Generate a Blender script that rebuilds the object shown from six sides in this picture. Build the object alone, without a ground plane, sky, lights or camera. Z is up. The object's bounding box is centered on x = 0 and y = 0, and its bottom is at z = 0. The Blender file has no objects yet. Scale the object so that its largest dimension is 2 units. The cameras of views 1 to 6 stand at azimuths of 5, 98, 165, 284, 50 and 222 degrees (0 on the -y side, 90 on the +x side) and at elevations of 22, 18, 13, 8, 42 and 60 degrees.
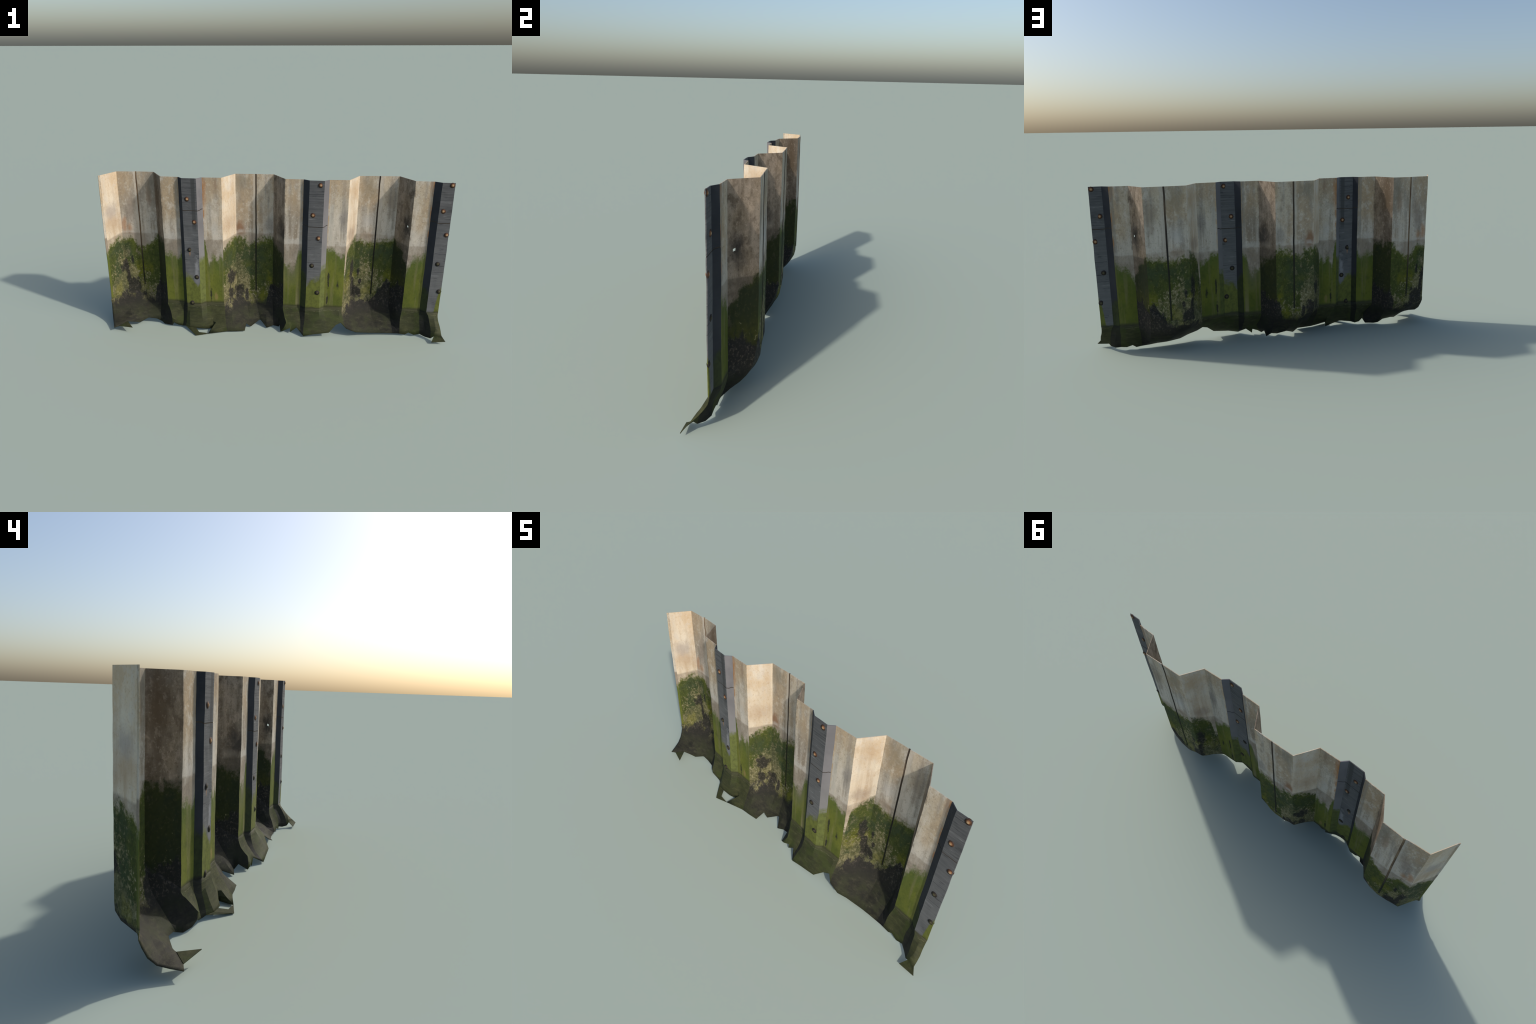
# Weathered steel sheet-pile quay wall: folded pans, three bolted timber fenders,
# algae tide band and a torn, flared, silted hem at the foot.
import bpy, bmesh, math
from mathutils import Vector, noise

# ------------------------------------------------------------------ plan profile
# plan section of the wall (x, y), read left to right; x always increases
PROFILE = {
    "a0": (-0.998, 0.005), "a": (-0.990, 0.015), "b": (-0.931, 0.121),
    "c1": (-0.833, 0.127), "c": (-0.818, 0.131), "d": (-0.711, 0.126),
    "e": (-0.645, 0.018), "f": (-0.541, 0.010), "g": (-0.518, -0.015),
    "h": (-0.435, -0.020), "i": (-0.408, 0.007), "j": (-0.298, 0.008),
    "k": (-0.232, 0.114), "l": (-0.113, 0.116), "m": (-0.010, 0.115),
    "n": (0.059, 0.007), "o": (0.161, 0.005), "p": (0.192, -0.019),
    "q": (0.272, -0.021), "r": (0.299, 0.003), "s": (0.409, 0.008),
    "t": (0.472, 0.114), "u": (0.586, 0.117), "v": (0.695, 0.120),
    "w": (0.762, 0.012), "x": (0.863, 0.008), "y": (0.897, -0.015),
    "z": (0.963, -0.016),
}
KEYS = list(PROFILE)
TOP = 0.925
GROOVE = 0.0042          # half width of an interlock groove
STEEL = 0.003
# where the plain wall ends and the flared hem starts
FOOT = {k: 0.155 for k in KEYS}
for k_ in ("b", "c1", "c", "d"):
    FOOT[k_] = 0.205
for k_ in ("k", "l", "m", "t", "u", "v"):
    FOOT[k_] = 0.195
FOOT["d"], FOOT["m"], FOOT["v"] = 0.26, 0.235, 0.28


def plan(x):
    """y and foot height of the wall at plan position x"""
    for p, q in zip(KEYS, KEYS[1:]):
        (x0, y0), (x1, y1) = PROFILE[p], PROFILE[q]
        if x <= x1 or q == "z":
            t = (x - x0) / (x1 - x0)
            return y0 + (y1 - y0) * t, FOOT[p] + (FOOT[q] - FOOT[p]) * t


def warp(p):
    """small irregularity of old steel, the same for parts that share a point"""
    v = Vector(p)
    n = noise.noise_vector(v * Vector((7, 7, 3)))
    m = noise.noise_vector(v * Vector((30, 30, 16)) + Vector((9, 4, 2)))
    fade = min(1.0, max(0.0, (TOP - v.z) / 0.05)) * 0.8 + 0.2
    return v + Vector((n.x * 0.0022 + m.x * 0.0011, n.y * 0.003 + m.y * 0.0012, 0)) * fade


# ------------------------------------------------------------------ node helper
class Nodes:
    def __init__(self, name):
        self.mat = bpy.data.materials.new(name)
        self.mat.use_nodes = True
        self.nt = self.mat.node_tree
        self.bsdf = self.nt.nodes["Principled BSDF"]
        tc = self.nt.nodes.new("ShaderNodeTexCoord")
        self.pos = tc.outputs["Object"]
        sep = self.nt.nodes.new("ShaderNodeSeparateXYZ")
        self.nt.links.new(self.pos, sep.inputs[0])
        self.x, self.y, self.z = sep.outputs

    def put(self, sock, v):
        if isinstance(v, bpy.types.NodeSocket):
            self.nt.links.new(v, sock)
        elif isinstance(v, tuple) and len(v) == 3 and sock.type == 'RGBA':
            sock.default_value = (*v, 1)
        else:
            sock.default_value = v

    def math(self, op, a, b=0.0, c=0.0, clamp=False):
        n = self.nt.nodes.new("ShaderNodeMath")
        n.operation = op
        n.use_clamp = clamp
        for s, v in zip(n.inputs, (a, b, c)):
            self.put(s, v)
        return n.outputs[0]

    def add(self, a, b): return self.math('ADD', a, b)
    def sub(self, a, b): return self.math('SUBTRACT', a, b)
    def mul(self, a, b): return self.math('MULTIPLY', a, b, clamp=False)

    def noise(self, scale=(1, 1, 1), size=1.0, detail=4, rough=0.55, shift=0.0):
        mp = self.nt.nodes.new("ShaderNodeMapping")
        mp.inputs["Scale"].default_value = scale
        mp.inputs["Location"].default_value = (shift, shift * 0.7, shift * 1.3)
        self.nt.links.new(self.pos, mp.inputs[0])
        n = self.nt.nodes.new("ShaderNodeTexNoise")
        n.inputs["Scale"].default_value = size
        n.inputs["Detail"].default_value = detail
        n.inputs["Roughness"].default_value = rough
        self.nt.links.new(mp.outputs[0], n.inputs["Vector"])
        return n.outputs["Fac"]

    def voronoi(self, scale, size):
        mp = self.nt.nodes.new("ShaderNodeMapping")
        mp.inputs["Scale"].default_value = scale
        self.nt.links.new(self.pos, mp.inputs[0])
        n = self.nt.nodes.new("ShaderNodeTexVoronoi")
        n.inputs["Scale"].default_value = size
        self.nt.links.new(mp.outputs[0], n.inputs["Vector"])
        return n.outputs["Distance"]

    def step(self, v, lo, hi, out0=0.0, out1=1.0):
        n = self.nt.nodes.new("ShaderNodeMapRange")
        n.interpolation_type = 'SMOOTHSTEP'
        for s, val in zip(("Value", "From Min", "From Max", "To Min", "To Max"), (v, lo, hi, out0, out1)):
            self.put(n.inputs[s], val)
        return n.outputs[0]

    def mix(self, f, a, b, mode='MIX'):
        n = self.nt.nodes.new("ShaderNodeMix")
        n.data_type = 'RGBA'
        n.blend_type = mode
        n.clamp_factor = True
        self.put(n.inputs[0], f)
        self.put(n.inputs[6], a)
        self.put(n.inputs[7], b)
        return n.outputs[2]

    def along(self, stops):
        """a value that changes along the wall (x -> value), e.g. a growth height"""
        n = self.nt.nodes.new("ShaderNodeValToRGB")
        el = n.color_ramp.elements
        while len(el) < len(stops):
            el.new(0.5)
        for e, (x, v) in zip(el, stops):
            e.position = (x + 1) / 2
        for e, (x, v) in zip(el, stops):
            e.position = (x + 1) / 2
            e.color = (v, v, v, 1)
        self.put(n.inputs[0], self.math('MULTIPLY_ADD', self.x, 0.5, 0.5))
        return n.outputs[0]

    def blotch(self, cx, cz, rx, rz, soft=0.6, ragged=0.9, size=22, shift=0.0):
        """soft-edged ragged stain centred at (cx, cz) on the wall face"""
        dx = self.mul(self.sub(self.x, cx), 1 / rx)
        dz = self.mul(self.sub(self.z, cz), 1 / rz)
        d = self.math('SQRT', self.add(self.mul(dx, dx), self.mul(dz, dz)))
        n = self.noise((1, 1, 0.7), size, 5, 0.65, shift)
        d = self.add(d, self.mul(self.sub(n, 0.5), ragged * 2))
        return self.step(d, 1.0 - soft, 1.0 + soft * 0.3, 1.0, 0.0)

    def finish(self, color, rough=0.85, bump=None, strength=0.3, dist=0.004):
        self.put(self.bsdf.inputs["Base Color"], color)
        self.put(self.bsdf.inputs["Roughness"], rough)
        self.bsdf.inputs["Specular IOR Level"].default_value = 0.25
        if bump is not None:
            b = self.nt.nodes.new("ShaderNodeBump")
            b.inputs["Strength"].default_value = strength
            b.inputs["Distance"].default_value = dist
            self.nt.links.new(bump, b.inputs["Height"])
            self.nt.links.new(b.outputs[0], self.bsdf.inputs["Normal"])
        return self.mat


# palette (linear base colours)
PALE, SAND, GREY = (0.485, 0.415, 0.315), (0.40, 0.30, 0.19), (0.315, 0.285, 0.24)
UMBER, RUST = (0.17, 0.135, 0.10), (0.34, 0.155, 0.055)
DAMP = (0.205, 0.165, 0.125)
MOSS, LIME, PINE = (0.060, 0.074, 0.015), (0.125, 0.138, 0.020), (0.042, 0.058, 0.023)
CRUST, TAR = (0.215, 0.185, 0.095), (0.016, 0.015, 0.015)
MURK = (0.034, 0.036, 0.017)


def silt_colour(s, kind):
    """wet silt and drowned weed below the water line"""
    fibre = s.noise((22, 40, 70), 1.0, 6, 0.75, 61)
    cloud = s.noise((11, 11, 11), 1.0, 5, 0.65, 64)
    speck = s.noise((1, 1, 1), 70, 4, 0.7, 67)
    lo, hi, moss = {"flange": ((0.023, 0.026, 0.011), (0.041, 0.043, 0.017), (0.034, 0.046, 0.010)),
                    "pan": ((0.015, 0.0145, 0.010), (0.030, 0.030, 0.017), (0.031, 0.036, 0.014)),
                    "sun_lightened_web": ((0.017, 0.016, 0.011), (0.032, 0.031, 0.018), (0.032, 0.037, 0.015)),
                    "dark_web": ((0.008, 0.008, 0.007), (0.016, 0.016, 0.012), (0.013, 0.016, 0.007))}[kind]  # near-black because web shadow is mixed into the silt colour
    col = s.mix(s.step(fibre, 0.38, 0.62), lo, hi)
    col = s.mix(s.mul(s.step(cloud, 0.45, 0.60), 0.65), col, moss)
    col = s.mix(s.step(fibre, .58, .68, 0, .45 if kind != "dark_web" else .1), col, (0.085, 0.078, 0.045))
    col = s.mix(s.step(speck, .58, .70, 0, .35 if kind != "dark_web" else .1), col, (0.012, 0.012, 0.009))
    if kind in ("pan", "sun_lightened_web"):     # blackest just below the water, browner towards the torn edge
        col = s.mix(s.step(s.add(s.z, s.mul(s.sub(cloud, .5), .10)), .07, .135, 0, .8), col, (0.015, 0.0135, 0.012))
    if kind == "flange":               # broken scum line where the water stood
        wob = s.noise((8, 8, 8), 1.0, 4, 0.6, 12)
        d = s.math('ABSOLUTE', s.sub(s.z, s.add(.136, s.mul(s.sub(wob, .5), .020))))
        col = s.mix(s.mul(s.step(d, .0005, .0018, .5, 0), s.step(speck, .45, .58)), col, (0.15, 0.145, 0.09))
        col = s.mix(s.mul(s.step(s.z, .133, .15), .5), col, (0.055, 0.052, 0.028))
    return col


def steel(kind):
    """weathered steel: bare tone, stains, damp band, algae, crust, tar"""
    s = Nodes("weathered_steel_" + kind)
    streak = s.noise((38, 38, 2.2), 1.0, 5, 0.6)
    cloud = s.noise((6, 6, 3.5), 1.0, 4, 0.55, 3)
    grit = s.noise((1, 1, 0.8), 95, 3, 0.7, 5)
    fleck = s.noise((1, 1, 0.6), 38, 4, 0.6, 8)
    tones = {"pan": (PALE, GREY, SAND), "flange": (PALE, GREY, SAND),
             "sun_lightened_web": ((0.66, 0.575, 0.45), (0.55, 0.475, 0.37), (0.55, 0.435, 0.30)),  # base tones raised: direct sun on these webs is painted into the steel
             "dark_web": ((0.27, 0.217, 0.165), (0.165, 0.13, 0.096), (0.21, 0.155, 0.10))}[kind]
    dirt = {"dark_web": (0.095, 0.070, 0.047), "sun_lightened_web": (0.43, 0.31, 0.20)}.get(kind, (0.215, 0.175, 0.13))
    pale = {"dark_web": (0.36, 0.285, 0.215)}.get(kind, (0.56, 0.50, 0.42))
    daub = s.noise((17, 17, 11), 1.0, 6, 0.68, 41)
    wash = s.noise((5, 5, 1.4), 1.0, 4, 0.6, 44)
    pore = s.noise((1, 1, 0.9), 210, 2, 0.6, 47)
    col = s.mix(s.step(streak, 0.40, 0.62, 0.0, 0.9), tones[0], tones[1])
    col = s.mix(s.mul(s.step(cloud, 0.44, 0.62), 0.7), col, tones[2])
    col = s.mix(s.step(wash, 0.46, 0.62, 0.0, 0.68), col, dirt)
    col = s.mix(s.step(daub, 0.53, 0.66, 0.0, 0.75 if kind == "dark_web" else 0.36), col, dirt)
    col = s.mix(s.step(daub, 0.46, 0.33, 0.0, 0.6), col, pale)
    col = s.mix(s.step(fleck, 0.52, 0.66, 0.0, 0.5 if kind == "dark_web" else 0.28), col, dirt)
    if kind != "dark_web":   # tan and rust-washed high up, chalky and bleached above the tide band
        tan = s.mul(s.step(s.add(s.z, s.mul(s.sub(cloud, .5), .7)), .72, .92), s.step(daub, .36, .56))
        col = s.mix(s.mul(tan, .55), col, (0.40, 0.29, 0.175) if kind != "sun_lightened_web" else (0.53, 0.385, 0.235))
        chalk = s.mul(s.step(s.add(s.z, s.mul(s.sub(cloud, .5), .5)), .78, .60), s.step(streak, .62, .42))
        col = s.mix(s.mul(chalk, .55), col, (0.54, 0.50, 0.44) if kind != "sun_lightened_web" else (0.66, 0.57, 0.44))
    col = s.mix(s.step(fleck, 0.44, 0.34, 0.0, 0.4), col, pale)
    col = s.mix(s.step(grit, 0.56, 0.68, 0.0, 0.45), col, pale)
    col = s.mix(s.step(grit, 0.44, 0.32, 0.0, 0.5), col, dirt)
    col = s.mix(s.step(pore, 0.55, 0.75, 0.0, 0.35), col, dirt)

    def stain(c, amount, *a, **k):
        nonlocal col
        col = s.mix(s.mul(s.blotch(*a, **k), amount), col, c)

    if kind == "pan":
        stain((0.21, 0.17, 0.14), 0.75, -0.87, 0.70, 0.035, 0.10, soft=0.9)
        stain(RUST, 0.65, -0.912, 0.60, 0.018, 0.06, soft=0.8)
        stain(RUST, 0.55, -0.88, 0.575, 0.022, 0.04, soft=0.8, shift=2)
        stain(RUST, 0.28, -0.75, 0.79, 0.02, 0.08, soft=0.9, shift=3)
        stain((0.20, 0.17, 0.125), 0.7, -0.735, 0.86, 0.045, 0.13, soft=0.9, shift=4)
        stain((0.22, 0.115, 0.06), 0.85, -0.205, 0.60, 0.032, 0.055, soft=0.8, shift=5)
        stain((0.19, 0.165, 0.115), 0.6, -0.20, 0.87, 0.06, 0.07, soft=0.9, shift=6)
        stain((0.20, 0.18, 0.155), 0.6, -0.03, 0.62, 0.04, 0.07, soft=0.9, shift=7)
        stain((0.235, 0.195, 0.13), 0.6, 0.53, 0.86, 0.07, 0.09, soft=0.9, shift=8)
        stain((0.20, 0.155, 0.11), 0.6, 0.665, 0.79, 0.04, 0.12, soft=0.9, shift=9)
        stain((0.23, 0.165, 0.11), 0.6, 0.54, 0.575, 0.05, 0.03, soft=0.8, shift=10)
        stain((0.44, 0.42, 0.39), 0.5, 0.54, 0.66, 0.05, 0.05, soft=0.9, shift=11)
        # pale and dark vertical run-off beside the interlocks
        for cx, w in ((-0.825, 0.010), (-0.123, 0.008), (0.60, 0.010)):
            run = s.step(s.math('ABSOLUTE', s.sub(s.x, cx)), w * 0.5, w * 1.3, 0.55, 0.0)
            col = s.mix(run, col, (0.47, 0.42, 0.35))
    elif kind == "flange":
        stain(RUST, 0.6, -0.400, 0.84, 0.018, 0.16, soft=0.9)
        stain(RUST, 0.5, 0.852, 0.90, 0.015, 0.06, soft=0.8)
        stain((0.24, 0.15, 0.09), 0.45, -0.33, 0.89, 0.01, 0.05, soft=0.8, shift=2)
        stain((0.46, 0.44, 0.40), 0.5, -0.345, 0.63, 0.03, 0.05, soft=0.9, shift=2)
        stain((0.15, 0.135, 0.125), 0.6, 0.395, 0.70, 0.03, 0.09, soft=0.9, shift=3)
        stain((0.45, 0.42, 0.36), 0.6, 0.315, 0.66, 0.02, 0.2, soft=0.9, shift=4)
        stain((0.46, 0.43, 0.39), 0.5, -0.60, 0.575, 0.035, 0.03, soft=0.8, shift=5)
        stain((0.46, 0.43, 0.39), 0.5, 0.10, 0.565, 0.05, 0.02, soft=0.8, shift=5)
        # greyer strip on the right of each flange, beside the fender
        for cx in (-0.555, 0.150, 0.850):
            col = s.mix(s.step(s.x, cx - 0.012, cx - 0.004, 0.0, 0.5) if cx == 0.850 else
                        s.mul(s.step(s.x, cx - 0.012, cx - 0.004), s.step(s.x, cx + 0.02, cx + 0.03, 0.5, 0.0)),
                        col, (0.185, 0.175, 0.15))
    elif kind == "sun_lightened_web":
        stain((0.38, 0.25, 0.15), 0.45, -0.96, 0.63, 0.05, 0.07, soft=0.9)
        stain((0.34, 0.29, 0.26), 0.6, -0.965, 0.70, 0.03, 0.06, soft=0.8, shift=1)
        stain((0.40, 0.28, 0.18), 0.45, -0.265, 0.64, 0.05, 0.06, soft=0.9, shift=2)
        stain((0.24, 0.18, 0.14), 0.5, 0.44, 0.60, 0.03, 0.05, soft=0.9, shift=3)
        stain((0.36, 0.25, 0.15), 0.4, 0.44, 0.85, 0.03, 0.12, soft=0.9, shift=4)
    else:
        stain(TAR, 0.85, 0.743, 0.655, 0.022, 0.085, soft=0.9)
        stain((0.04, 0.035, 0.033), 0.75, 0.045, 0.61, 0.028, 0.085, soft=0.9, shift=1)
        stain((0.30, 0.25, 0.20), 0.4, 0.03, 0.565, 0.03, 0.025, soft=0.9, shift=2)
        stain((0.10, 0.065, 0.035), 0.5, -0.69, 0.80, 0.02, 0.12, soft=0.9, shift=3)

    # damp tide band with a crisp upper line
    wob = s.noise((9, 9, 9), 1.0, 4, 0.6, 12)
    line = {"pan": [(-1, .548), (-.72, .552), (-.23, .572), (-.01, .575), (.48, .585), (.70, .575)],
            "flange": [(-1, .552), (-.3, .562), (.1, .548), (.4, .545), (.9, .558)],
            "sun_lightened_web": [(-1, .532), (-.94, .548), (-.30, .55), (-.23, .57), (.41, .54), (.47, .58)],
            "dark_web": [(-1, .55), (.1, .55), (.8, .55)]}[kind]
    below = s.sub(s.add(s.along(line), s.mul(s.sub(wob, 0.5), 0.03)), s.z)
    hold = s.step(s.add(daub, s.mul(s.sub(cloud, .5), .6)), .36, .60, *({"pan": (.25, .65), "flange": (.45, .85), "sun_lightened_web": (.35, .7), "dark_web": (.5, .9)}[kind]))
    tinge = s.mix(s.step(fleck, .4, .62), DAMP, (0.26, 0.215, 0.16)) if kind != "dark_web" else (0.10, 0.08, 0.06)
    tinge = s.mix(s.step(grit, .5, .7, 0, .6), tinge, (0.13, 0.105, 0.075))
    col = s.mix(s.mul(s.step(below, -0.004, 0.009), hold), col, tinge)
    if kind in ("flange", "pan"):   # chalky rim just above the line
        rim = s.mul(s.step(below, -0.03, -0.006), s.mul(s.step(below, -0.003, 0.004, 1, 0.0), s.step(fleck, .38, .6, .7, .1)))
        col = s.mix(rim, col, (0.43, 0.385, 0.33))

    # rust weeping along the fender joints, pitted dark arrises
    lip = s.step(fleck, .42, .58)
    if kind == "flange":
        for cx, c, a in ((-.4035, RUST, .75), (.3035, (0.42, 0.30, 0.18), .8), (.8585, RUST, .7), (-.5455, (0.26, 0.18, 0.10), .6), (.1565, (0.30, 0.20, 0.11), .6)):
            col = s.mix(s.mul(s.mul(s.step(s.math('ABSOLUTE', s.sub(s.x, cx)), .0015, .0055, a, 0), lip), s.step(s.z, .56, .62)), col, c)
        for cx in (-.643, .061, .764):
            col = s.mix(s.mul(s.step(s.math('ABSOLUTE', s.sub(s.x, cx)), .001, .007, .6, 0), s.step(s.add(s.mul(daub, .6), s.mul(fleck, .4)), .47, .58)), col, (0.11, 0.085, 0.065))
    # algae
    top = {"pan": [(-1, .515), (-.93, .52), (-.87, .515), (-.83, .46), (-.79, .47), (-.74, .51), (-.711, .545), (-.232, .545), (-.18, .54), (-.15, .505),
                   (-.11, .53), (-.07, .545), (-.01, .555), (.472, .555), (.50, .555), (.56, .53), (.60, .54), (.695, .555)],
           "flange": [(-.645, .47), (-.55, .46), (-.54, .50), (-.41, .545), (-.395, .53), (-.385, .40), (-.355, .47), (-.33, .43), (-.31, .49), (-.298, .44),
                      (.06, .43), (.12, .40), (.14, .50), (.161, .53), (.30, .53), (.34, .525), (.36, .50), (.405, .48), (.76, .40), (.79, .47), (.83, .485), (.86, .52)],
           "sun_lightened_web": [(-1, .46), (-.975, .51), (-.93, .525), (-.298, .50), (-.26, .53), (-.232, .55), (.415, .38), (.42, .50), (.44, .545), (.472, .565)],
           "dark_web": [(-.711, .545), (-.645, .53), (-.01, .55), (.0, .52), (.02, .49), (.06, .48), (.695, .56), (.73, .53), (.765, .42)]}[kind]
    rag = s.noise((24, 24, 17), 1.0, 6, 0.72, 15)
    dep = s.sub(s.add(s.along(top), s.mul(s.sub(rag, 0.5), 0.125)), s.z)
    tuft = s.noise((48, 48, 40), 1.0, 6, 0.75, 17)
    big = s.noise((7, 7, 4), 1.0, 4, 0.6, 21)
    spray = s.add(s.mul(s.sub(tuft, .5), .10), s.mul(s.sub(grit, .5), .05))
    grown = s.step(s.add(dep, spray), *((-0.022, 0.034) if kind == "flange" else (-0.016, 0.026)))
    if kind == "flange":
        lawn = s.mix(s.step(big, 0.38, 0.62), (0.082, 0.100, 0.016), LIME)
        lawn = s.mix(s.step(dep, 0.02, 0.14, 0.7, 0.0), lawn, (0.075, 0.105, 0.024))
        lawn = s.mix(s.step(tuft, 0.48, 0.66, 0.0, 0.5), lawn, (0.062, 0.074, 0.014))
        lawn = s.mix(s.step(grit, 0.52, 0.72, 0.0, 0.45), lawn, (0.135, 0.140, 0.024))
        lawn = s.mix(s.blotch(.105, .40, .05, .12, soft=1.0, ragged=.6), lawn, (0.125, 0.125, 0.06))
        lawn = s.mix(s.mul(s.step(streak, .5, .68), .35), lawn, (0.20, 0.17, 0.09))
        col = s.mix(grown, col, lawn)
        tan = s.mul(s.step(s.math('ABSOLUTE', s.sub(s.x, 0.143)), 0.006, 0.016, 1.0, 0.0), s.step(s.z, .12, .40, .8, .0))
        col = s.mix(tan, col, CRUST)
        for cx, cz, rx, rz in ((-.374, .21, .007, .05), (.318, .19, .006, .04), (.375, .30, .010, .03), (.32, .33, .006, .05)):
            col = s.mix(s.mul(s.blotch(cx, cz, rx, rz, soft=.5, ragged=1.5, size=40, shift=cx * 7), .85), col, TAR)
        col = s.mix(s.mul(s.blotch(-.345, .20, .012, .03, shift=4), .7), col, (0.22, 0.16, 0.06))
        foot = s.add(0.163, s.mul(s.sub(wob, 0.5), 0.02))
    else:
        lawn = s.mix(s.step(big, 0.42, 0.56), MOSS, PINE)
        lawn = s.mix(s.mul(s.step(dep, 0.0, 0.06, 0.85, 0.0), s.step(cloud, .40, .56)), lawn, (0.112, 0.130, 0.012))
        olive = s.noise((9, 9, 5), 1.0, 3, 0.5, 27)
        lawn = s.mix(s.mul(s.step(olive, 0.45, 0.6), s.step(s.z, 0.42, 0.30)), lawn, (0.118, 0.122, 0.012))
        lawn = s.mix(s.step(tuft, 0.46, 0.62, 0.0, 0.6), lawn, (0.030, 0.038, 0.010))
        lawn = s.mix(s.step(grit, 0.53, 0.68, 0.0, 0.5), lawn, (0.15, 0.14, 0.05))
        bare = s.mul(s.step(s.noise((22, 22, 14), 1.0, 6, .72, 51), .58, .66), s.step(dep, .20, .03))
        lawn = s.mix(s.mul(bare, .75), lawn, (0.20, 0.17, 0.105))
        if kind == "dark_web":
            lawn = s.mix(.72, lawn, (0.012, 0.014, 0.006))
        col = s.mix(grown, col, lawn)
        # pale barnacle crust eats through the algae
        crumb = s.add(s.mul(s.noise((15, 15, 10), 1.0, 7, 0.78, 31), .72), s.mul(grit, .28))
        where = {"pan": [(-1, .6), (-.93, .8), (-.86, .62), (-.81, .35), (-.75, .2), (-.711, .4), (-.232, .75), (-.17, .55), (-.14, .2), (-.113, .35), (-.09, .05), (-.03, .25),
                         (.472, .55), (.53, .75), (.575, .5), (.61, .45), (.70, .2)],
                 "sun_lightened_web": [(-1, .25), (-.95, .6), (-.93, .8), (-.298, .45), (-.232, .7), (.41, .7), (.43, .45), (.472, .6)],
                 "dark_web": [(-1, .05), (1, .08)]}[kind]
        amt = s.add(s.along(where), s.step(s.z, 0.16, 0.50, 0.12, -0.52 if kind != "dark_web" else -.2))
        eat = s.step(s.add(crumb, s.mul(amt, 0.36)), 0.595, 0.665)
        crust = s.mix(s.step(tuft, 0.42, 0.58), CRUST, (0.105, 0.098, 0.045))
        crust = s.mix(s.step(grit, 0.52, 0.64, 0, .8), crust, (0.33, 0.295, 0.18))
        crust = s.mix(s.step(pore, .52, .66, 0, .6), crust, (0.05, 0.048, 0.022))
        col = s.mix(s.mul(s.mul(eat, grown), s.step(big, .62, .42, .45, .9)), col, crust)
        # black tarry weed: patches, then everything towards the water
        tar = s.add(s.mul(s.noise((17, 17, 7), 1.0, 7, 0.78, 36), .75), s.mul(crumb, .25))
        black = {"pan": [(-1, .22), (-.93, .16), (-.86, .16), (-.83, .06), (-.76, .06), (-.73, .24), (-.711, .44), (-.232, .16), (-.18, .10), (-.14, .04), (-.05, .06), (-.035, .22), (-.01, .42),
                         (.472, .14), (.54, .12), (.575, .10), (.60, .20), (.64, .36), (.66, .46), (.695, .56)],
                 "sun_lightened_web": [(-1, .0), (-.965, .05), (-.95, .16), (-.93, .18), (-.298, .05), (-.27, .12), (-.232, .14), (.41, .0), (.435, .12), (.472, .15)],
                 "dark_web": [(-.711, .35), (-.645, .45), (-.01, .42), (.06, .50), (.695, .45), (.765, .55)]}[kind]
        ink = s.add(s.add(tar, s.along(black)), s.step(s.z, 0.09, 0.38, 0.20, -0.42))
        ink = s.step(ink, 0.70, 0.78)
        for cx, cz, rx, rz in ((-.925, .335, .024, .045), (-.912, .26, .014, .07), (-.893, .20, .030, .06), (-.862, .19, .022, .06), (-.880, .37, .008, .035),
                               (-.256, .300, .022, .045), (-.262, .20, .012, .06), (-.213, .185, .034, .055), (-.17, .17, .012, .05),
                               (.458, .37, .014, .075), (.468, .27, .012, .06), (.492, .215, .036, .05), (.515, .275, .010, .02), (.50, .34, .008, .03)):
            ink = s.math('MAXIMUM', ink, s.mul(s.blotch(cx, cz, rx, rz, soft=.35, ragged=1.15, size=34, shift=cx * 9), .95))
        weed = s.mix(s.step(grit, .5, .68), TAR, (0.060, 0.050, 0.042))
        col = s.mix(s.mul(ink, 0.93), col, weed)
        foot = s.add(0.136, s.mul(s.sub(tar, 0.5), 0.18))
    soft = .010 if kind == "flange" else .035
    col = s.mix(s.step(s.sub(foot, s.z), -soft, soft, 0.0, 0.95), col, silt_colour(s, kind))
    relief = s.add(s.mul(grit, 0.5), s.add(s.mul(fleck, 0.8), s.mul(s.mul(tuft, grown), 1.4)))
    return s.finish(col, s.step(s.z, 0.14, 0.2, 0.78, 0.9), relief, 0.35, 0.004)


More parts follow.
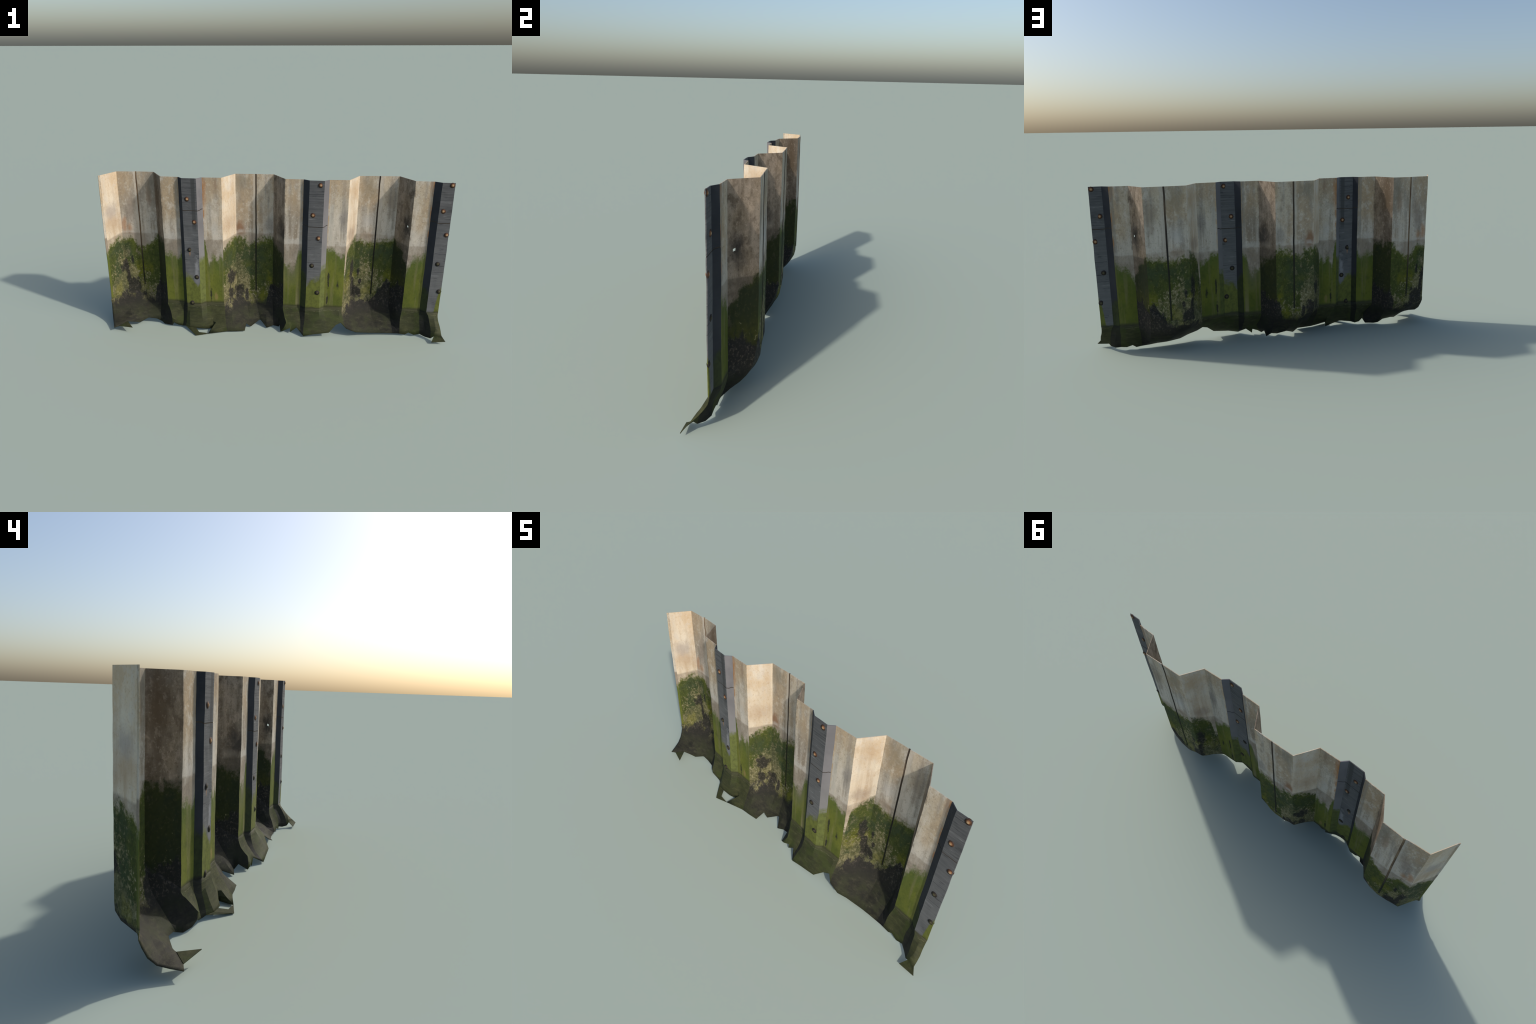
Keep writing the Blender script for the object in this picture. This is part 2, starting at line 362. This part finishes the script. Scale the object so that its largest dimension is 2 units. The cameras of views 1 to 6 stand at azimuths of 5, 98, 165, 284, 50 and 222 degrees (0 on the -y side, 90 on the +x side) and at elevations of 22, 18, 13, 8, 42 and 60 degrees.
def timber(kind):
    """tarred hardwood fender: cross-grain face or dark edge"""
    s = Nodes("tarred_timber_" + kind)
    grain = s.noise((5, 5, 120), 1.0, 5, 0.7)
    cloud = s.noise((8, 8, 6), 1.0, 4, 0.6, 3)
    worn = s.noise((10, 10, 60), 1.0, 5, 0.75, 8)
    if kind == "face":
        col = s.mix(s.step(grain, 0.3, 0.7), (0.058, 0.059, 0.061), (0.112, 0.112, 0.114))
        col = s.mix(s.step(s.z, 0.85, 0.35, 0.0, 0.55), col, (0.140, 0.141, 0.142))
        col = s.mix(s.mul(s.step(cloud, .45, .65), .5), col, (0.080, 0.082, 0.086))
        col = s.mix(s.step(worn, 0.57, 0.68, 0, .6), col, (0.19, 0.19, 0.193))
        col = s.mix(s.step(worn, 0.43, 0.34, 0, .65), col, (0.034, 0.035, 0.038))
        # saw-cut shakes across the lower planks
        for cz, x0, x1 in ((.447, .19, .28), (.410, .90, .97), (.52, .90, .97), (.85, .19, .28)):
            cut = s.mul(s.step(s.math('ABSOLUTE', s.sub(s.add(s.z, s.mul(s.sub(cloud, .5), .01)), cz)), .0006, .0022, .8, 0), s.math('LESS_THAN', s.math('ABSOLUTE', s.sub(s.x, (x0 + x1) / 2)), (x1 - x0) / 2))
            col = s.mix(cut, col, (0.03, 0.031, 0.035))
        # scuffed strip near the right edge of the first fender
        for cx in (-.455,):
            strip = s.mul(s.step(s.math('ABSOLUTE', s.sub(s.x, cx)), .008, .014, 1, 0), s.step(s.z, .60, .66))
            col = s.mix(s.mul(strip, .75), col, (0.045, 0.046, 0.046))
        scrape = s.mul(s.blotch(-.452, .37, .014, .10, soft=.8, ragged=1.5, size=40), .8)
        col = s.mix(scrape, col, (0.24, 0.24, 0.25))
        rust = s.mul(s.step(s.math('ABSOLUTE', s.sub(s.x, -.4885)), .002, .006, 1, 0),
                     s.mul(s.step(s.z, .455, .485), s.step(s.z, .495, .50, 1, 0)))
        col = s.mix(s.mul(rust, .8), col, (0.27, 0.15, 0.08))
        tops = [(-.52, .36), (-.49, .345), (-.45, .29), (-.436, .31), (-.434, .44), (-.41, .46),
                (.19, .31), (.215, .35), (.25, .355), (.271, .36), (.274, .40), (.30, .43), (.89, .10), (.935, .15), (.95, .30), (.965, .33)]
        green = (0.125, 0.140, 0.022)
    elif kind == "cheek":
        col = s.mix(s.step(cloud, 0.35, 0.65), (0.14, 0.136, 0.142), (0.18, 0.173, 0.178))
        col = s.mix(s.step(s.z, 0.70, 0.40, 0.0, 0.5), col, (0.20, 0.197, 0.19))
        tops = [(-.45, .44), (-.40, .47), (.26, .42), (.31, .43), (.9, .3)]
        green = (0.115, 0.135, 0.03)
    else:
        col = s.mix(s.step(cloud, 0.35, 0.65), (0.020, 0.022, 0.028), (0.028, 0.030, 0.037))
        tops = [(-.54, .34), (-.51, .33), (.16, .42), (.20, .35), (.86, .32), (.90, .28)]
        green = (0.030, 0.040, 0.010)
    rag = s.noise((26, 26, 26), 1.0, 5, 0.7, 15)
    dep = s.sub(s.add(s.along(tops), s.mul(s.sub(rag, 0.5), 0.10)), s.z)
    tuft = s.noise((50, 50, 40), 1.0, 4, 0.7, 17)
    lawn = s.mix(s.step(tuft, 0.35, 0.7), green, tuple(c * 0.62 for c in green))
    col = s.mix(s.step(dep, -0.01, 0.03, 0, .95), col, lawn)
    if kind == "face":   # bare scar around the lowest visible bolts
        col = s.mix(s.mul(s.blotch(-.45, .315, .024, .035, soft=.5, ragged=.6), .9), col, (0.15, 0.15, 0.155))
    wob = s.noise((12, 12, 12), 1.0, 3, 0.5, 12)
    foot = s.add(0.162, s.mul(s.sub(wob, 0.5), 0.02))
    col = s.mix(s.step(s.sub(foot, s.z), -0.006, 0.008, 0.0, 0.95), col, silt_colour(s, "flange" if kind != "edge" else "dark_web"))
    return s.finish(col, 0.7, s.add(grain, worn), 0.3, 0.003)


def plain(name, colour, dark, rough=0.7, size=160):
    s = Nodes(name)
    n = s.noise((1, 1, 1), size, 4, 0.65)
    return s.finish(s.mix(s.step(n, .35, .68), colour, dark), rough, n, .3, .001)


def bolt_head(name, crown, rim):
    """pale crown, rust towards the rim"""
    s = Nodes(name)
    n = s.noise((1, 1, 1), 190, 4, 0.65)
    r = s.math('SQRT', s.add(s.mul(s.x, s.x), s.mul(s.z, s.z)))
    r = s.add(r, s.mul(s.sub(n, .5), .006))
    return s.finish(s.mix(s.step(r, .002, .0075), crown, rim), .75, n, .3, .001)


def seam_material():
    s = Nodes("interlock_rust")
    n = s.noise((20, 20, 6), 1.0, 4, .65)
    col = s.mix(s.step(n, .4, .65), (0.050, 0.038, 0.028), (0.10, 0.07, 0.045))
    col = s.mix(s.step(s.x, -.75, -.80), col, s.mix(s.step(n, .4, .6), (0.20, 0.14, 0.085), (0.10, 0.065, 0.04)))
    col = s.mix(s.step(s.add(s.z, s.mul(s.step(s.x, -.75, -.80), .28)), .85, .55, 0, 1), col, (0.018, 0.016, 0.014))
    col = s.mix(s.step(s.z, .52, .40, 0, .6), col, (0.020, 0.024, 0.010))
    return s.finish(col, .8, n, .3, .002)


# ------------------------------------------------------------------ mesh helpers
def link(ob, parent):
    bpy.context.scene.collection.objects.link(ob)
    ob.parent = parent
    return ob


def shell(name, bm, mats, parent, thick=STEEL, smooth=False):
    me = bpy.data.meshes.new(name)
    bmesh.ops.recalc_face_normals(bm, faces=bm.faces)
    bm.to_mesh(me)
    bm.free()
    for m in mats:
        me.materials.append(m)
    for p in me.polygons:
        p.use_smooth = smooth
    ob = link(bpy.data.objects.new(name, me), parent)
    if smooth:
        me.set_sharp_from_angle(angle=math.radians(16))
    if thick:
        so = ob.modifiers.new("Plate", 'SOLIDIFY')
        so.thickness = thick
        so.offset = 0
    return ob


def curtain(xs, mat_of, bottom, top, cell=0.011, skip=None):
    """vertical sheet standing on plan stations xs; bottom/top are heights by x"""
    cols = []
    for x0, x1 in zip(xs, xs[1:]):
        n = max(1, round((Vector((x1, plan(x1)[0])) - Vector((x0, plan(x0)[0]))).length / cell))
        cols += [(x0 + (x1 - x0) * i / n, mat_of(0.5 * (x0 + x1))) for i in range(n)]
    cols.append((xs[-1], 0))
    rows = max(2, round((top(xs[0]) - bottom(xs[0])) / cell))
    bm = bmesh.new()
    grid = []
    for x, _ in cols:
        y, _f = plan(x)
        b, t = bottom(x), top(x)
        grid.append([bm.verts.new(warp((x, y, b + (t - b) * r / rows))) for r in range(rows + 1)])
    for c in range(len(cols) - 1):
        for r in range(rows):
            q = (grid[c][r], grid[c + 1][r], grid[c + 1][r + 1], grid[c][r + 1])
            if skip and skip(sum((v.co for v in q), Vector()) / 4):
                continue
            bm.faces.new(q).material_index = cols[c][1]
    return bm


# ------------------------------------------------------------------ build
wall = bpy.data.objects.new("sheet_pile_wall", None)
bpy.context.scene.collection.objects.link(wall)
wall["label"] = "weathered steel sheet pile quay wall with timber fenders and algae"
wall["category"] = "quay wall"

PAN, FLANGE, LIT, DARK = (steel(k) for k in ("pan", "flange", "sun_lightened_web", "dark_web"))
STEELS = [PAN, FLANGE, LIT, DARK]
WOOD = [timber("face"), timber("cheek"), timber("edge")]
SEAM = seam_material()
RUSTY = [bolt_head("rusted_bolt_head", (0.40, 0.27, 0.15), (0.18, 0.080, 0.034)), plain("rusted_washer", (0.075, 0.034, 0.018), (0.028, 0.018, 0.014))]
MOSSY = [bolt_head("mossy_bolt_head", (0.075, 0.068, 0.034), (0.035, 0.028, 0.016)), plain("blackened_washer", (0.016, 0.014, 0.013), (0.03, 0.022, 0.018))]

FACE_KIND = {}
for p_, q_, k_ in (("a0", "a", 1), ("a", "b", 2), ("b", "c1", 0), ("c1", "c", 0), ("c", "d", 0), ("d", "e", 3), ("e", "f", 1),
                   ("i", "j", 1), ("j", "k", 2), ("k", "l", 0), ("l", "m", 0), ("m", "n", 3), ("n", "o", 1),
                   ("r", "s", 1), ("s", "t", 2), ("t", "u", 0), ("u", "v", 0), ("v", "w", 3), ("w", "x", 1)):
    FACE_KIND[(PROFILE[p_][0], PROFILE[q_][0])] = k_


def steel_of(x):
    for (x0, x1), k in FACE_KIND.items():
        if x0 <= x <= x1:
            return k
    return 1


def foot(x):
    return plan(x)[1]


def pierced(c):      # the small rust hole through one web
    return abs(c.z - 0.655) < 0.0055 and abs(c.x - 0.7465) < 0.0026


SPANS = [("a0", "c"), ("c", "f"), ("i", "l"), ("l", "o"), ("r", "u"), ("u", "x")]
for first, last in SPANS:
    ks = KEYS[KEYS.index(first):KEYS.index(last) + 1]
    xs = [PROFILE[k][0] for k in ks]
    if last in "clu":
        xs[-1] -= GROOVE
    if first in "clu":
        xs[0] += GROOVE
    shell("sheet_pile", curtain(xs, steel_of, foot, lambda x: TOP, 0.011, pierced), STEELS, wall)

# interlock seams: a narrow V channel set back between neighbouring piles
for k in "clu":
    x = PROFILE[k][0]
    bm = bmesh.new()
    lines = []
    for dx, dy in ((-GROOVE, 0.0), (-0.0012, 0.0025), (0.0012, 0.0025), (GROOVE, 0.0)):
        y, b = plan(x + dx)
        lines.append([bm.verts.new(warp((x + dx, y, b + (TOP - b) * r / 60)) + Vector((0, dy, 0))) for r in range(61)])
    for l0, l1 in zip(lines, lines[1:]):
        for r in range(60):
            bm.faces.new((l0[r], l1[r], l1[r + 1], l0[r + 1]))
    shell("interlock_seam", bm, [SEAM], wall, 0.003)

# bolts: washer and domed head, showing on both faces
def bolt_mesh(name, mats):
    bm = bmesh.new()
    prof = [(0.0, 0.0072), (0.0040, 0.0068), (0.0068, 0.0054), (0.0082, 0.0034), (0.0140, 0.0029)]
    ring = prof + [(r, -h) for r, h in reversed(prof)]
    n = 20
    rows = []
    for r, h in ring:
        rows.append([bm.verts.new((r * math.cos(t * math.tau / n), -h, r * math.sin(t * math.tau / n))) for t in range(n)] if r else
                    [bm.verts.new((0, -h, 0))])
    for i, (r0, r1) in enumerate(zip(rows, rows[1:])):
        mi = 0 if i < 3 or i > 5 else 1
        for t in range(n):
            u = (t + 1) % n
            if len(r0) == 1:
                f = bm.faces.new((r0[0], r1[t], r1[u]))
            elif len(r1) == 1:
                f = bm.faces.new((r0[t], r1[0], r0[u]))
            else:
                f = bm.faces.new((r0[t], r1[t], r1[u], r0[u]))
            f.material_index = mi
            f.smooth = True
    bmesh.ops.recalc_face_normals(bm, faces=bm.faces)
    me = bpy.data.meshes.new(name)
    bm.to_mesh(me)
    bm.free()
    for m in mats:
        me.materials.append(m)
    return me


bolt_rusty, bolt_mossy = bolt_mesh("bolt_rusty", RUSTY), bolt_mesh("bolt_mossy", MOSSY)

# timber fenders: two lengths of folded cladding per fender, butted at a joint
FENDERS = [("f", "i", 0.739, [(-.491, .806), (-.455, .672), (-.489, .502), (-.453, .331), (-.486, .162)]),
           ("o", "r", 0.661, [(.251, .900), (.216, .729), (.253, .595), (.220, .428), (.256, .259)]),
           ("x", "z", 0.699, [(.949, .912), (.918, .768), (.951, .633), (.924, .459), (.951, .290)])]
for first, last, joint, bolts in FENDERS:
    ks = KEYS[KEYS.index(first):KEYS.index(last) + 1]
    xs = [PROFILE[k][0] for k in ks]

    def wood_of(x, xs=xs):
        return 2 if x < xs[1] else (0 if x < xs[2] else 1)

    def sag(x, xs=xs, joint=joint):     # the joint dips slightly over the face
        return joint + (0.006 if x < xs[1] - 1e-6 or (len(xs) == 4 and x > xs[2] + 0.01) else 0.0)

    planks = []
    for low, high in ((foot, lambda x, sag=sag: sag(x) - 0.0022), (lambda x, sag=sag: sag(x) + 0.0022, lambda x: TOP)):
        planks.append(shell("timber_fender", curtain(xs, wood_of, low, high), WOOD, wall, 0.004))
    # dark packing strip seen in the joint
    shell("joint_packing", curtain(xs, lambda x: 0, lambda x, sag=sag: sag(x) - 0.0022, lambda x, sag=sag: sag(x) + 0.0022, 0.011), [SEAM], wall, 0.002)
    for i, (bx, bz) in enumerate(bolts):
        ob = link(bpy.data.objects.new("bolt", bolt_rusty if bz > .52 else bolt_mossy), planks[1 if bz > joint else 0])
        ob.location = warp((bx, plan(bx)[0], bz))
        ob.rotation_euler = (0.08 * math.sin(i * 2.3), i * 1.1, 0.06 * math.cos(i * 3.1))

# ------------------------------------------------------------------ silted hem
# rails: plan position of the top, points the sheet bends through, torn end point
HEM_LEFT = [
    (-1.000, [(-.998, .004, .12), (-.985, -.035, .052)], (-.951, -.120, .024)),
    (-.990, [(-.987, .006, .12), (-.973, -.035, .052)], (-.940, -.114, .028)),
    (-.965, [(-.955, .010, .108), (-.940, -.033, .053)], (-.925, -.107, .030)),
    (-.931, [(-.931, .106, .152), (-.928, .012, .100), (-.919, -.021, .055)], (-.883, -.067, .042)),
    (-.900, [(-.900, .110, .152), (-.893, .032, .095)], (-.852, -.045, .030)),
    (-.870, [(-.868, .115, .150), (-.854, .050, .088)], (-.820, -.026, .018)),
    (-.8235, [(-.819, .117, .138), (-.802, .066, .082)], (-.778, .006, .033)),
    (-.8125, [(-.809, .117, .137), (-.794, .067, .081)], (-.770, .009, .033)),
    (-.760, [(-.757, .114, .145), (-.745, .064, .080)], (-.724, .010, .028)),
    (-.711, [(-.708, .098, .155), (-.703, .055, .082)], (-.702, .012, .016)),
    (-.685, [(-.683, .056, .138), (-.683, .027, .066)], (-.690, .012, .010)),
    (-.662, [(-.660, .030, .115), (-.655, .005, .060)], (-.670, -.003, .002)),
    (-.645, [(-.647, .014, .133), (-.630, -.004, .104), (-.612, -.038, .055)], (-.618, -.018, .003)),
    (-.625, [(-.618, .004, .118), (-.602, -.034, .060)], (-.604, -.034, .030)),
    (-.600, [(-.594, .002, .115), (-.584, -.028, .050)], (-.580, -.028, .013)),
    (-.541, [(-.547, .006, .124), (-.545, -.014, .050)], (-.553, -.029, .008)),
    (-.518, [(-.520, -.019, .090), (-.522, -.034, .045)], (-.531, -.041, .014)),
    (-.500, [(-.500, -.026, .100), (-.500, -.050, .045)], (-.500, -.062, .016)),
    (-.475, [(-.472, -.028, .105), (-.468, -.050, .050)], (-.462, -.066, .017)),
    (-.435, [(-.432, -.028, .120), (-.424, -.045, .060)], (-.412, -.058, .008)),
    (-.408, [(-.402, -.008, .120), (-.394, -.035, .060)], (-.385, -.046, .004)),
    (-.372, [(-.368, -.004, .110), (-.362, -.028, .055)], (-.358, -.035, .003)),
]
HEM_MIDDLE = [
    (-.355, [(-.347, -.004, .110), (-.340, -.030, .050)], (-.381, -.105, .004)),
    (-.330, [(-.324, .001, .125), (-.310, -.030, .060)], (-.305, -.078, .002)),
    (-.298, [(-.297, .005, .135), (-.290, -.012, .095), (-.282, -.040, .050)], (-.275, -.068, .002)),
    (-.265, [(-.260, .016, .125), (-.246, -.026, .066)], (-.225, -.063, .002)),
    (-.232, [(-.228, .088, .148), (-.208, .025, .085)], (-.168, -.055, .004)),
    (-.205, [(-.202, .096, .148), (-.185, .048, .088)], (-.164, .000, .025)),
    (-.172, [(-.170, .105, .145), (-.156, .060, .080)], (-.136, .000, .004)),
    (-.1185, [(-.116, .107, .145), (-.106, .075, .085)], (-.086, .040, .031)),
    (-.1075, [(-.105, .107, .145), (-.097, .075, .085)], (-.078, .040, .030)),
    (-.060, [(-.057, .102, .148), (-.048, .056, .084)], (-.038, -.006, .003)),
    (-.010, [(-.008, .088, .150), (-.003, .046, .075)], (.000, .008, .014)),
    (.020, [(.022, .038, .130), (.030, .020, .062)], (.034, .017, .002)),
    (.043, [(.044, .020, .120), (.045, .004, .070)], (.040, -.004, .030)),
    (.059, [(.059, .000, .132), (.068, -.013, .098), (.081, -.040, .055)], (.048, -.049, .005)),
    (.075, [(.078, -.002, .120), (.088, -.036, .055)], (.071, -.056, .018)),
    (.095, [(.098, -.003, .118), (.104, -.034, .058)], (.105, -.049, .032)),
    (.110, [(.112, -.004, .115), (.114, -.034, .058)], (.106, -.053, .006)),
    (.135, [(.137, -.005, .113), (.142, -.034, .065)], (.143, -.051, .037)),
    (.161, [(.160, -.005, .110), (.166, -.042, .050)], (.166, -.076, .020)),
]
HEM_RIGHT = [
    (.192, [(.188, -.030, .095), (.185, -.058, .045)], (.184, -.095, .006)),
    (.230, [(.233, -.034, .105), (.238, -.065, .052)], (.242, -.093, .020)),
    (.272, [(.272, -.033, .125), (.284, -.064, .062)], (.296, -.089, .026)),
    (.299, [(.300, -.020, .135), (.314, -.055, .078)], (.334, -.086, .031)),
    (.350, [(.354, -.015, .122), (.364, -.042, .088)], (.374, -.058, .069)),
    (.385, [(.389, -.012, .124), (.396, -.034, .095)], (.403, -.046, .078)),
    (.409, [(.406, .000, .128), (.416, -.034, .085)], (.435, -.068, .052)),
    (.440, [(.448, .024, .128), (.466, -.026, .078)], (.490, -.072, .033)),
    (.472, [(.480, .078, .138), (.503, .018, .082)], (.535, -.052, .022)),
    (.530, [(.533, .103, .148), (.550, .052, .090)], (.580, -.044, .018)),
    (.5805, [(.581, .112, .140), (.592, .075, .080)], (.614, -.038, .016)),
    (.5915, [(.592, .112, .140), (.602, .075, .080)], (.624, -.037, .016)),
    (.640, [(.642, .110, .148), (.655, .066, .084)], (.666, -.034, .016)),
    (.695, [(.697, .102, .160), (.703, .059, .088)], (.712, -.030, .013)),
    (.730, [(.729, .040, .138), (.733, .008, .070)], (.738, -.028, .012)),
    (.762, [(.758, .009, .120), (.752, -.004, .085)], (.752, -.028, .011)),
    (.785, [(.785, .008, .115), (.785, -.010, .060)], (.784, -.028, .007)),
    (.810, [(.809, .006, .115), (.807, -.010, .060)], (.804, -.028, .021)),
    (.835, [(.836, .005, .115), (.836, -.014, .060)], (.836, -.034, .010)),
    (.863, [(.863, .002, .128), (.864, -.022, .074)], (.868, -.030, .016)),
    (.880, [(.887, -.012, .120), (.894, -.036, .065)], (.896, -.047, .009)),
    (.897, [(.910, -.027, .130), (.922, -.056, .078)], (.924, -.072, .013)),
    (.930, [(.938, -.030, .125), (.947, -.062, .080)], (.939, -.082, .032)),
    (.963, [(.963, -.022, .120), (.975, -.068, .067)], (.979, -.094, .043)),
]
RAILS = HEM_LEFT + HEM_MIDDLE + HEM_RIGHT
HEM_ROWS = 7


def bend(pts, n):
    """centripetal-free Catmull-Rom through pts, n even steps"""
    P = [Vector(p) for p in pts]
    P = [P[0] + Vector((0, 0, 0.04))] + P + [P[-1] * 2 - P[-2]]
    seg = len(P) - 3
    out = []
    for i in range(n + 1):
        u = min(i / n * seg, seg - 1e-6)
        k, t = int(u), u - int(u)
        a, b, c, d = P[k:k + 4]
        out.append(0.5 * ((2 * b) + (c - a) * t + (2 * a - 5 * b + 4 * c - d) * t * t + (3 * b - a - 3 * c + d) * t ** 3))
    return out


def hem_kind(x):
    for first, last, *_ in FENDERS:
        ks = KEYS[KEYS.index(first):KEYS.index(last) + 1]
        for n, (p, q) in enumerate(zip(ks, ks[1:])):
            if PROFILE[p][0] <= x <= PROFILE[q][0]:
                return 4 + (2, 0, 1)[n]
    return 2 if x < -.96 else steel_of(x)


hem = bmesh.new()
rails = []
for x, mids, end in RAILS:
    y, b = plan(x)
    line = bend([(x, y, b)] + mids + [end], HEM_ROWS)
    line[0] = warp(line[0])
    for r in range(1, HEM_ROWS):         # crumpled, not a clean curl
        w = math.sin(math.pi * r / HEM_ROWS)
        line[r] += noise.noise_vector(line[r] * 21) * 0.005 * w * min(1, (1 - abs(x)) * 12)
    rails.append((x, [hem.verts.new(p) for p in line]))
for (x0, l0), (x1, l1) in zip(rails, rails[1:]):
    xm = 0.5 * (x0 + x1)
    kind = hem_kind(xm)
    for r in range(HEM_ROWS):
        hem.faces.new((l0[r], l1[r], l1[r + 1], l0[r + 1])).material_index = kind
# the hem sheet
shell("silted_hem", hem, STEELS + WOOD, wall, 0.003, smooth=True)


def rag(points, faces):
    bm = bmesh.new()
    vs = [bm.verts.new(p) for p in points]
    for f in faces:
        bm.faces.new([vs[i] for i in f])
    bmesh.ops.subdivide_edges(bm, edges=bm.edges, cuts=2, use_grid_fill=True)
    shell("torn_flap", bm, [FLANGE], wall, 0.003)


rag([(-.951, -.120, .0255), (-.925, -.107, .0315), (-.883, -.067, .0435), (-.833, -.133, .039)],
    [(1, 2, 3)])
rag([(-.531, -.041, .0145), (-.500, -.062, .0165), (-.462, -.066, .0175), (-.438, -.101, .007), (-.381, -.105, .0045), (-.452, -.129, .0015)],
    [(0, 1, 5), (1, 2, 3, 5), (3, 4, 5)])
rag([(.939, -.082, .0325), (.979, -.094, .0435), (.999, -.115, .018), (.920, -.114, .010)],
    [(0, 1, 2, 3)])
